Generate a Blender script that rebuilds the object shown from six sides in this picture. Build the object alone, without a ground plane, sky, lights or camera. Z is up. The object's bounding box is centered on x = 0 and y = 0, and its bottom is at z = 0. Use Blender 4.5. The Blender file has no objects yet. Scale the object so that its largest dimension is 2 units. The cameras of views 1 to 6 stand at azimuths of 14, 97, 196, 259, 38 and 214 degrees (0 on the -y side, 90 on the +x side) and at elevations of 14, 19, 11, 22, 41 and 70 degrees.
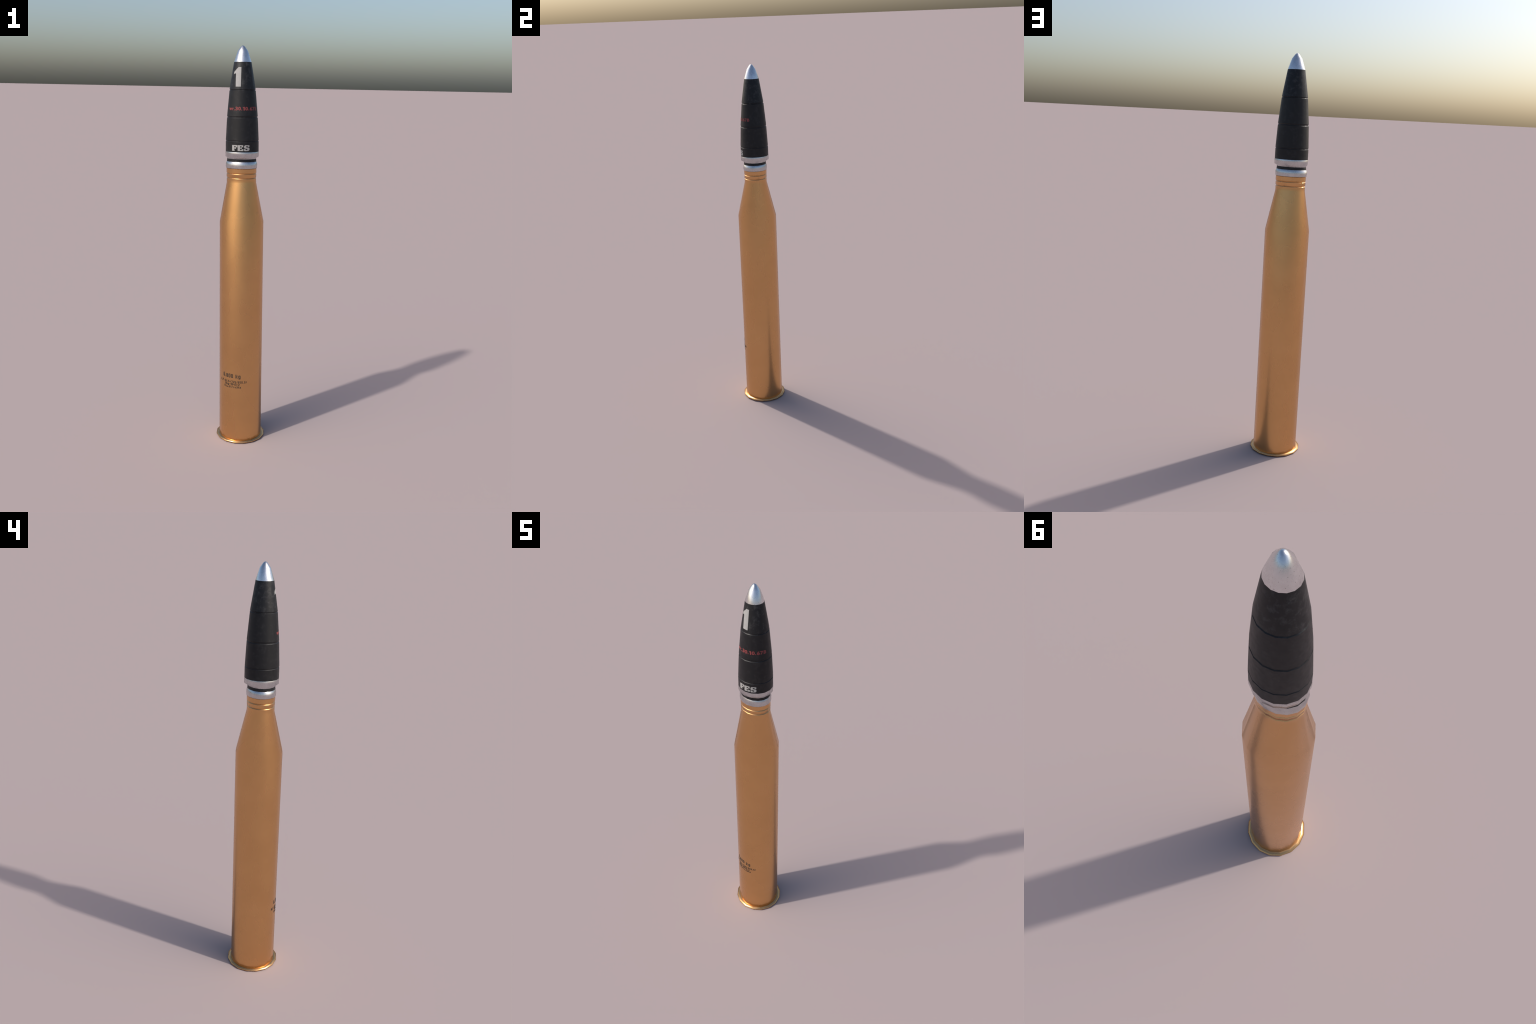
# Tall artillery round: brass cartridge case, grey driving bands, black
# segmented projectile with a bare metal nose cap and painted markings.
import bpy, bmesh, math
from mathutils import Vector

SIDES = 16                      # the round is a sixteen-sided turning
STEP = 2 * math.pi / SIDES
LEAN = 0.0070                   # it leans slightly towards -x
EGG_L, EGG_R = 1.215, 1.12      # the neck is egg shaped: wider in -x than +x
OVAL = 1.046                    # the projectile is a faint oval

# ------------------------------------------------------------------ materials
def material(name):
    m = bpy.data.materials.new(name)
    m.use_nodes = True
    nt = m.node_tree
    bsdf = nt.nodes["Principled BSDF"]
    return m, nt, bsdf

def node(nt, kind, **inputs):
    n = nt.nodes.new(kind)
    for k, v in inputs.items():
        n.inputs[k.replace("_", " ")].default_value = v
    return n

def noise(nt, scale, detail=4.0, rough=0.55, stretch=(1, 1, 1)):
    tc = nt.nodes.new("ShaderNodeTexCoord")
    mp = nt.nodes.new("ShaderNodeMapping")
    mp.inputs["Scale"].default_value = stretch
    nz = node(nt, "ShaderNodeTexNoise", Scale=scale, Detail=detail, Roughness=rough)
    nt.links.new(tc.outputs["Object"], mp.inputs["Vector"])
    nt.links.new(mp.outputs["Vector"], nz.inputs["Vector"])
    return nz.outputs["Fac"]

def ramp(nt, fac, stops):
    r = nt.nodes.new("ShaderNodeValToRGB")
    els = r.color_ramp.elements
    while len(els) < len(stops):
        els.new(0.5)
    for e, (p, c) in zip(els, stops):
        e.position = p
        e.color = (c, c, c, 1) if not isinstance(c, tuple) else (*c, 1)
    nt.links.new(fac, r.inputs["Fac"])
    return r.outputs["Color"]

def mix(nt, fac, a, b, mode="MIX"):
    m = nt.nodes.new("ShaderNodeMix")
    m.data_type = "RGBA"
    m.blend_type = mode
    for sock, val in ((m.inputs[0], fac), (m.inputs[6], a), (m.inputs[7], b)):
        if hasattr(val, "links"):
            nt.links.new(val, sock)
        elif isinstance(val, tuple):
            sock.default_value = (*val, 1)
        else:
            sock.default_value = val
    return m.outputs[2]

def mul(nt, a, b):
    m = nt.nodes.new("ShaderNodeMath")
    m.operation = "MULTIPLY"
    for s, v in zip(m.inputs, (a, b)):
        if hasattr(v, "links"):
            nt.links.new(v, s)
        else:
            s.default_value = v
    return m.outputs[0]

def brass_material(name, roughness):
    m, nt, b = material(name)
    speck = ramp(nt, noise(nt, 430, 1, 0.5), [(0.62, 0.0), (0.70, 1.0)])
    patch = ramp(nt, noise(nt, 10, 4, 0.65), [(0.56, 0.0), (0.70, 1.0)])
    grime = mul(nt, mul(nt, speck, patch), 0.14)
    tone = ramp(nt, noise(nt, 6, 4), [(0.3, (0.635, 0.356, 0.152)), (0.7, (0.680, 0.386, 0.168))])
    col = mix(nt, grime, tone, (0.26, 0.165, 0.085))
    nt.links.new(col, b.inputs["Base Color"])
    b.inputs["Metallic"].default_value = 1.0
    smear = ramp(nt, noise(nt, 12, 2, 0.5, (1, 1, 0.45)), [(0.32, roughness - 0.015), (0.68, roughness + 0.025)])
    nt.links.new(smear, b.inputs["Roughness"])
    return m

def steel_material(name, roughness, tone):
    m, nt, b = material(name)
    speck = ramp(nt, noise(nt, 300, 1, 0.5), [(0.70, 0.0), (0.75, 1.0)])
    cloud = ramp(nt, noise(nt, 45, 4, 0.6), [(0.3, tuple(c * 0.92 for c in tone)), (0.7, tuple(c * 1.08 for c in tone))])
    scratch = ramp(nt, noise(nt, 120, 2, 0.5, (0.25, 1, 0.5)), [(0.70, 0.0), (0.78, 1.0)])
    col = mix(nt, mul(nt, scratch, 0.35), cloud, tuple(min(1, c * 1.25) for c in tone))
    col = mix(nt, mul(nt, speck, 0.5), col, (0.16, 0.16, 0.16))
    nt.links.new(col, b.inputs["Base Color"])
    b.inputs["Metallic"].default_value = 1.0
    smear = ramp(nt, noise(nt, 90, 4, 0.6), [(0.3, roughness - 0.02), (0.7, roughness + 0.02)])
    nt.links.new(smear, b.inputs["Roughness"])
    return m

def black_material(name, wear):
    m, nt, b = material(name)
    cloud = ramp(nt, noise(nt, 48, 6, 0.70), [(0.50, 0.0), (0.78, 1.0)])
    col = mix(nt, mul(nt, cloud, wear), (0.0046, 0.0049, 0.0062), (0.050, 0.050, 0.052))
    nt.links.new(col, b.inputs["Base Color"])
    rough = ramp(nt, noise(nt, 60, 5, 0.6), [(0.35, 0.44), (0.7, 0.53)])
    nt.links.new(rough, b.inputs["Roughness"])
    b.inputs["Specular IOR Level"].default_value = 0.35
    return m

def paint_material(name, colour, fade):
    m, nt, b = material(name)
    worn = ramp(nt, noise(nt, 120, 4, 0.6), [(0.4, 0.0), (0.75, 1.0)])
    col = mix(nt, mul(nt, worn, fade), colour, tuple(c * 0.6 for c in colour))
    nt.links.new(col, b.inputs["Base Color"])
    b.inputs["Roughness"].default_value = 0.6
    b.inputs["Specular IOR Level"].default_value = 0.35
    return m

BRASS = brass_material("brass", 0.27)
STEEL = steel_material("bare_metal", 0.28, (0.69, 0.69, 0.70))
BAND = steel_material("dull_metal", 0.28, (0.55, 0.55, 0.56))
BLACK = black_material("black_lacquer", 0.28)
BLACK_WORN = black_material("scuffed_black_lacquer", 0.85)
WHITE = paint_material("white_paint", (0.325, 0.320, 0.312), 0.25)
RED = paint_material("red_paint", (0.205, 0.042, 0.043), 0.3)
INK = paint_material("black_ink", (0.034, 0.024, 0.017), 0.2)

# ------------------------------------------------------------------ profile
# (z, radius in y, stretch in -x, stretch in +x, part that continues above, sharp)
E_ = (EGG_L, EGG_R)
O_ = (OVAL, OVAL)
R_ = (1.0, 1.0)

PROFILE = [
    (0.0000, 0.1200, R_, "rim", True),
    (0.0012, 0.1272, R_, "rim", False),
    (0.0062, 0.1274, R_, "rim", False),
    (0.0080, 0.1113, R_, "cartridge_case", True),
    (1.1560, 0.1102, R_, "cartridge_case", False),
    (1.3520, 0.0634, E_, "cartridge_case", False),
    (1.3725, 0.0634, E_, "cartridge_case", True),
    (1.3756, 0.0611, E_, "cartridge_case", True),
    (1.3768, 0.0613, E_, "cartridge_case", True),
    (1.3790, 0.0637, E_, "cartridge_case", False),
    (1.3940, 0.0640, E_, "cartridge_case", True),
    (1.3971, 0.0617, E_, "cartridge_case", True),
    (1.3983, 0.0619, E_, "cartridge_case", True),
    (1.4005, 0.0643, E_, "cartridge_case", True),
    (1.4208, 0.0643, E_, "cartridge_case", True),
    (1.4225, 0.0622, E_, "driving_band_lower", True),
    (1.4232, 0.0663, E_, "driving_band_lower", True),
    (1.4375, 0.0676, E_, "driving_band_lower", False),
    (1.4480, 0.0666, E_, "driving_band_lower", False),
    (1.4550, 0.0634, E_, "collar", True),
    (1.4690, 0.0624, E_, "driving_band", True),
    (1.4720, 0.0640, (1.19, 1.09), "driving_band", False),
    (1.4800, 0.0782, O_, "driving_band", False),
    (1.4990, 0.0791, O_, "driving_band", False),
    (1.5035, 0.0780, O_, "shell_body", True),
    (1.5525, 0.0778, O_, "shell_body", True),
    (1.5547, 0.0760, O_, "shell_body", True),
    (1.5568, 0.0760, O_, "shell_body", True),
    (1.5590, 0.0777, O_, "shell_body", True),
    (1.6635, 0.0723, O_, "shell_body", True),
    (1.6662, 0.0701, O_, "shell_body", True),
    (1.6700, 0.0700, O_, "shell_body", True),
    (1.6730, 0.0719, O_, "shell_body", True),
    (1.7915, 0.0612, O_, "nose_section", True),
    (1.7940, 0.0588, O_, "nose_section", True),
    (1.7965, 0.0587, O_, "nose_section", True),
    (1.7985, 0.0606, O_, "nose_section", True),
    (1.9245, 0.0404, O_, "nose_cap", False),
    (1.9750, 0.0236, O_, "nose_cap", False),
    (1.9945, 0.0096, O_, "nose_cap", False),
    (1.9990, 0.0042, O_, "nose_cap", False),
]
TIP_Z = 2.0

def ring_xy(r, eggs, t):
    x, y = r * math.cos(t), r * math.sin(t)
    return x * (eggs[0] if x < 0 else eggs[1]), y

def build_turning():
    """The whole outline as one mesh, with smooth normals broken at sharp rings."""
    bm = bmesh.new()
    rings = []
    for z, r, eggs, part, sharp in PROFILE:
        rings.append([bm.verts.new((*ring_xy(r, eggs, k * STEP), z)) for k in range(SIDES)])
    parts = []
    faces = []
    for i in range(len(rings) - 1):
        for k in range(SIDES):
            j = (k + 1) % SIDES
            faces.append(bm.faces.new((rings[i][k], rings[i][j], rings[i + 1][j], rings[i + 1][k])))
            parts.append(PROFILE[i][3])
    tip = bm.verts.new((0, 0, TIP_Z))
    foot = bm.verts.new((0, 0, 0.0))
    for k in range(SIDES):
        j = (k + 1) % SIDES
        faces.append(bm.faces.new((rings[-1][k], rings[-1][j], tip)))
        parts.append("nose_cap")
        faces.append(bm.faces.new((rings[0][j], rings[0][k], foot)))
        parts.append("rim")
    for f in faces:
        f.smooth = True
    for i, row in enumerate(PROFILE):
        if row[4]:
            for k in range(SIDES):
                e = bm.edges.get((rings[i][k], rings[i][(k + 1) % SIDES]))
                e.smooth = False
    me = bpy.data.meshes.new("turning")
    bm.to_mesh(me)
    bm.free()
    normals = [tuple(n.vector) for n in me.corner_normals]
    return me, parts, normals

def split_part(src, parts, normals, part, name, mat):
    verts, index, faces, loop_normals = [], {}, [], []
    for p, which in zip(src.polygons, parts):
        if which != part:
            continue
        f = []
        for li in p.loop_indices:
            vi = src.loops[li].vertex_index
            if vi not in index:
                index[vi] = len(verts)
                verts.append(src.vertices[vi].co[:])
            f.append(index[vi])
            loop_normals.append(normals[li])
        faces.append(f)
    me = bpy.data.meshes.new(name)
    me.from_pydata(verts, [], faces)
    me.polygons.foreach_set("use_smooth", [True] * len(faces))
    me.normals_split_custom_set(loop_normals)
    me.materials.append(mat)
    ob = bpy.data.objects.new(name, me)
    bpy.context.collection.objects.link(ob)
    return ob

# ------------------------------------------------------------------ markings
def section_at(z):
    for a, b in zip(PROFILE, PROFILE[1:]):
        if a[0] <= z <= b[0]:
            t = (z - a[0]) / (b[0] - a[0])
            r = a[1] + (b[1] - a[1]) * t
            eg = tuple(p + (q - p) * t for p, q in zip(a[2], b[2]))
            return r, eg, (b[1] - a[1]) / (b[0] - a[0])

def on_surface(deg, z, lift):
    """Point on the faceted wall at a compass angle and height, and a smooth normal."""
    r, eg, slope = section_at(z)
    phi = math.radians(deg)
    d = (math.cos(phi), math.sin(phi))
    k0 = math.floor(phi / STEP)
    for k in (k0 - 1, k0, k0 + 1):
        p, q = ring_xy(r, eg, k * STEP), ring_xy(r, eg, (k + 1) * STEP)
        ex, ey = q[0] - p[0], q[1] - p[1]
        den = d[0] * ey - d[1] * ex
        if abs(den) < 1e-12:
            continue
        t = (p[0] * ey - p[1] * ex) / den
        s = (p[0] * d[1] - p[1] * d[0]) / den
        if t > 0 and -1e-6 <= s <= 1 + 1e-6:
            n = Vector((d[0], d[1], -slope)).normalized()
            return Vector((d[0] * t, d[1] * t, z)) + n * lift, n
    raise ValueError

FLAT = 600.0                    # heights are laid out at about one unit per degree

def wrap_marking(bm, name, mat, lift=0.0005):
    """bm holds flat faces in (degrees, height); cut at facet edges and wrap."""
    for f in bm.faces:
        f.normal_update()
    bmesh.ops.triangulate(bm, faces=bm.faces[:])
    step = 360 / SIDES
    for k in range(-9, 3):
        geom = bm.verts[:] + bm.edges[:] + bm.faces[:]
        bmesh.ops.bisect_plane(bm, geom=geom, plane_co=(k * step, 0, 0), plane_no=(1, 0, 0), dist=1e-5)
    for f in bm.faces:
        f.normal_update()
    bmesh.ops.triangulate(bm, faces=bm.faces[:])
    for f in bm.faces:
        f.normal_update()
        if f.normal.z < 0:
            f.normal_flip()
    rim_loops = [e.link_loops[0] for e in bm.edges if len(e.link_loops) == 1]
    pairs = [(l.vert, l.link_loop_next.vert) for l in rim_loops]
    sole = {}
    for v in {v for p in pairs for v in p}:
        sole[v] = bm.verts.new(v.co)
    soles = set(sole.values())
    for v1, v2 in pairs:
        bm.faces.new((v2, v1, sole[v1], sole[v2]))
    nrm = {}
    for v in bm.verts:
        v.co, nrm[v] = on_surface(v.co.x, v.co.y / FLAT, 0.00002 if v in soles else lift)
    bm.verts.index_update()
    table = {v.index: tuple(n) for v, n in nrm.items()}
    me = bpy.data.meshes.new(name)
    bm.to_mesh(me)
    bm.free()
    me.polygons.foreach_set("use_smooth", [True] * len(me.polygons))
    me.normals_split_custom_set([table[l.vertex_index] for l in me.loops])
    me.materials.append(mat)
    ob = bpy.data.objects.new(name, me)
    bpy.context.collection.objects.link(ob)
    return ob

def outline_marking(name, mat, outlines, box):
    """Letters drawn as outlines in a 100-high unit grid, scaled into box."""
    a0, a1, z0, z1 = box
    xs = [x for o in outlines for x, y in o]
    w = max(xs)
    bm = bmesh.new()
    for o in outlines:
        bm.faces.new([bm.verts.new((a0 + (a1 - a0) * x / w, FLAT * (z0 + (z1 - z0) * y / 100), 0)) for x, y in o])
    return wrap_marking(bm, name, mat)

CELL = {".": 0.50, ",": 0.45, "-": 0.62, "(": 0.55, ")": 0.55, "/": 0.75, " ": 0.75, "1": 0.8, "w": 1.3, "r": 0.75}
INKED = {".": 0.62, "-": 0.72, "w": 0.92, "1": 0.8}
NUMERAL_ONE = [(0.42, 0), (1, 0), (1, 1), (0.55, 1), (0, 0.82), (0, 0.62), (0.42, 0.72)]

def glyph(char, bold):
    """Flat mesh of one character of the built-in font, and its ink box."""
    cu = bpy.data.curves.new("glyph", "FONT")
    cu.body = char
    cu.offset = bold
    cu.resolution_u = 3
    ob = bpy.data.objects.new("glyph", cu)
    bpy.context.collection.objects.link(ob)
    me = bpy.data.meshes.new_from_object(ob.evaluated_get(bpy.context.evaluated_depsgraph_get()))
    verts = [(v.co.x, v.co.y) for v in me.vertices]
    faces = [tuple(p.vertices) for p in me.polygons]
    bpy.data.objects.remove(ob)
    bpy.data.curves.remove(cu)
    bpy.data.meshes.remove(me)
    return verts, faces

# Condensed block lettering for the stencil: every character is a set of
# strokes (quads) that butt against each other in a unit box.
TX, TY, XH = 0.36, 0.165, 0.76

def bar(x0, y0, x1, y1):
    return [(x0, y0), (x1, y0), (x1, y1), (x0, y1)]

def strokes(top=1.0, base=0.0, foot=0.16):
    """The usual eleven strokes of a block letter between two heights."""
    h = top - base
    ty = TY
    mid = base + h * 0.5
    return {
        "T": [(0, top - ty), (1, top - ty), (1 - foot, top), (foot, top)],
        "t": bar(0, top - ty, 1, top),
        "M": bar(0, mid - ty / 2, 1, mid + ty / 2),
        "m": bar(0.5, mid - ty / 2, 1, mid + ty / 2),
        "B": [(foot, base), (1 - foot, base), (1, base + ty), (0, base + ty)],
        "b": bar(0, base, 1, base + ty),
        "LU": bar(0, mid + ty / 2, TX, top - ty),
        "LM": bar(0, mid - ty / 2, TX, mid + ty / 2),
        "LL": bar(0, base + ty, TX, mid - ty / 2),
        "lf": bar(0, base, TX, base + ty),
        "RU": bar(1 - TX, mid + ty / 2, 1, top - ty),
        "RM": bar(1 - TX, mid - ty / 2, 1, mid + ty / 2),
        "RL": bar(1 - TX, base + ty, 1, mid - ty / 2),
        "rf": bar(1 - TX, base, 1, base + ty),
    }

CAPS, LOW = strokes(), strokes(top=XH, foot=0.12)
SPELL = {
    "0": "T LU LM LL RU RM RL B", "2": "T RU M LL b", "3": "T RU M RL B", "4": "LU RU M RL rf",
    "5": "t LU M RL B", "6": "T LU M LL RL B", "8": "T LU RU M LL RL B", "9": "T LU RU M RL B",
    "R": "T LU RU M LL RL lf rf", "P": "T LU RU M LL lf", "G": "T LU LM LL m RL B", "D": "T LU LM LL RU RM RL B",
}
SPELL_LOW = {"u": "LU LM LL RU RM RL B", "a": "T RU M LL RL b", "z": "t b"}
DIAGONALS = {
    "7": [bar(0, 1 - TY, 1, 1), [(0.22, 0), (0.54, 0), (1, 1 - TY), (0.68, 1 - TY)]],
    "1": [NUMERAL_ONE],
    "/": [[(0, 0), (0.3, 0), (1, 1), (0.7, 1)]],
    "-": [bar(0, 0.42, 1, 0.57)],
    ".": [bar(0, 0, 1, 0.17)],
    "(": [[(0, 0.25), (0.55, 0.25), (0.55, 0.75), (0, 0.75)], [(0.4, 0), (1, 0), (0.55, 0.25), (0, 0.25)],
          [(0, 0.75), (0.55, 0.75), (1, 1), (0.4, 1)]],
    ")": [[(0.45, 0.25), (1, 0.25), (1, 0.75), (0.45, 0.75)], [(0, 0), (0.6, 0), (1, 0.25), (0.45, 0.25)],
          [(0.45, 0.75), (1, 0.75), (0.6, 1), (0, 1)]],
    "K": [bar(0, 0, TX, 1), [(TX, 0.34), (TX + 0.18, 0.5), (TX + 0.18, 0.62), (TX, 0.6)],
          [(TX + 0.18, 0.5), (0.68, 0), (1, 0), (TX + 0.18, 0.62)],
          [(TX + 0.18, 0.62), (TX + 0.30, 0.5), (1, 1), (0.66, 1)]],
    "k": [bar(0, 0, TX, 1), [(TX, 0.26), (TX + 0.18, 0.38), (TX + 0.18, 0.50), (TX, 0.48)],
          [(TX + 0.18, 0.38), (0.68, 0), (1, 0), (TX + 0.18, 0.50)],
          [(TX + 0.18, 0.50), (TX + 0.30, 0.38), (1, XH), (0.66, XH)]],
    "b": [bar(0, XH, TX, 1)] + [LOW[k] for k in "T LU LM LL RU RM RL B".split()],
    "g": [LOW[k] for k in "T LU LM LL RU RM RL b".split()]
         + [bar(1 - TX, -0.10, 1, 0), [(0.08, -0.24), (0.84, -0.24), (1, -0.10), (0.08, -0.10)]],
}

def block_letter(c):
    if c in DIAGONALS:
        return DIAGONALS[c]
    if c in SPELL:
        return [CAPS[k] for k in SPELL[c].split()]
    out = [LOW[k] for k in SPELL_LOW[c].split()]
    if c == "z":
        out.append([(0, TY), (0.38, TY), (1, XH - TY), (0.62, XH - TY)])
    return out

def stencil_marking(name, mat, words, box, fill=0.76):
    a0, a1, z0, z1 = box
    total = sum(CELL.get(c, 1.0) for c in words)
    unit = (a1 - a0) / (total - (1 - fill))
    bm = bmesh.new()
    pen = a0
    for c in words:
        w = CELL.get(c, 1.0) * unit
        if c != " ":
            ink = (0.55 if c == "." else fill) * w
            for q in block_letter(c):
                vs = []
                for x, y in q:
                    p = (pen + ink * x, FLAT * (z0 + (z1 - z0) * y), 0)
                    if not any(abs(p[0] - v.co.x) + abs(p[1] - v.co.y) < 1e-6 for v in vs):
                        vs.append(bm.verts.new(p))
                bm.faces.new(vs)
        pen += w
    return wrap_marking(bm, name, mat)

def text_marking(name, mat, words, box, bold=0.0, fill=0.84):
    """One line of condensed lettering: angles a0..a1, digit heights z0..z1."""
    a0, a1, z0, z1 = box
    gauge, _ = glyph("8", bold)
    g0, g1 = min(y for _, y in gauge), max(y for _, y in gauge)
    total = sum(CELL.get(c, 1.0) for c in words)
    unit = (a1 - a0) / (total - (1 - fill))
    bm = bmesh.new()
    pen = a0
    for c in words:
        w = CELL.get(c, 1.0) * unit
        ink = INKED.get(c, fill) * w
        if c == "1":
            verts, faces = NUMERAL_ONE, [tuple(range(len(NUMERAL_ONE)))]
            lo, hi = 0.0, 1.0
        elif c != " ":
            verts, faces = glyph(c, bold)
            lo, hi = g0, g1
        if c != " ":
            x0, x1 = min(x for x, _ in verts), max(x for x, _ in verts)
            vs = [bm.verts.new((pen + ink * (x - x0) / (x1 - x0), FLAT * (z0 + (z1 - z0) * (y - lo) / (hi - lo)), 0))
                  for x, y in verts]
            for f in faces:
                if len(set(f)) > 2:
                    bm.faces.new([vs[i] for i in f])
        pen += w
    bmesh.ops.remove_doubles(bm, verts=bm.verts[:], dist=1e-5)
    return wrap_marking(bm, name, mat)

# ------------------------------------------------------------------ assembly
root = bpy.data.objects.new("artillery_shell", None)
bpy.context.collection.objects.link(root)
root["label"] = "tall brass artillery shell with black metal-tipped projectile"
root["category"] = "artillery shell"
root.rotation_euler = (0, -LEAN, 0)
root.location = (-0.0007, 0, 0.00085)

turning, face_parts, face_normals = build_turning()
made = {}
for part, name, mat in (
        ("cartridge_case", "cartridge_case", BRASS),
        ("rim", "rim", BRASS),
        ("driving_band", "driving_band", BAND),
        ("driving_band_lower", "driving_band", BAND),
        ("collar", "collar", BLACK),
        ("shell_body", "shell_body", BLACK),
        ("nose_section", "nose_section", BLACK_WORN),
        ("nose_cap", "nose_cap", STEEL)):
    ob = split_part(turning, face_parts, face_normals, part, name, mat)
    ob.parent = root
    made[part] = ob
bpy.data.meshes.remove(turning)

ONE = [[(46, 0), (100, 0), (100, 100), (63, 100), (0, 75), (1, 64), (26, 69), (36, 64)]]
F = [(0, 0), (47, 0), (47, 16), (40, 16), (40, 40), (62, 40), (62, 34), (74, 34), (74, 68), (62, 68), (62, 58),
     (40, 58), (40, 84), (58, 84), (84, 62), (100, 62), (100, 100), (0, 100)]
Ee = [(0, 0), (100, 0), (100, 34), (86, 34), (62, 15), (42, 15), (42, 42), (60, 42), (60, 34), (72, 34), (72, 68),
      (60, 68), (60, 58), (42, 58), (42, 84), (62, 84), (84, 64), (98, 64), (98, 100), (0, 100)]
Ss = [(12, 0), (78, 0), (100, 18), (100, 46), (86, 58), (40, 64), (38, 82), (58, 86), (84, 68), (98, 70),
      (98, 100), (20, 100), (2, 84), (2, 54), (16, 44), (60, 38), (62, 18), (44, 14), (16, 36), (0, 32), (0, 10)]

def add(ob, part):
    ob.parent = made[part]

add(outline_marking("painted_number", WHITE, ONE, (-131, -84, 1.8103, 1.9000)), "nose_section")
def shift(o, dx):
    return [(x + dx, y) for x, y in o]
add(outline_marking("painted_letters", WHITE, [F, shift(Ee, 108), shift(Ss, 220)], (-113, -49, 1.5105, 1.5380)), "shell_body")
add(text_marking("painted_code", RED, "wr.30.10.67B", (-137, -9.3, 1.7005, 1.7175), bold=0.040, fill=0.90), "shell_body")
add(stencil_marking("stencilled_weight", INK, "6.800 kg", (-128.3, -75.3, 0.3555, 0.3765)), "cartridge_case")
add(stencil_marking("stencilled_line", INK, "R.P.-G1.5-(725/650.5)", (-139, -59.5, 0.3283, 0.3405)), "cartridge_case")
add(stencil_marking("stencilled_line", INK, "Dbg-1943/2", (-121, -77.8, 0.3148, 0.3265)), "cartridge_case")
add(stencil_marking("stencilled_line", INK, "Kzu.21.4.43Ka", (-124, -74.2, 0.3010, 0.3117)), "cartridge_case")
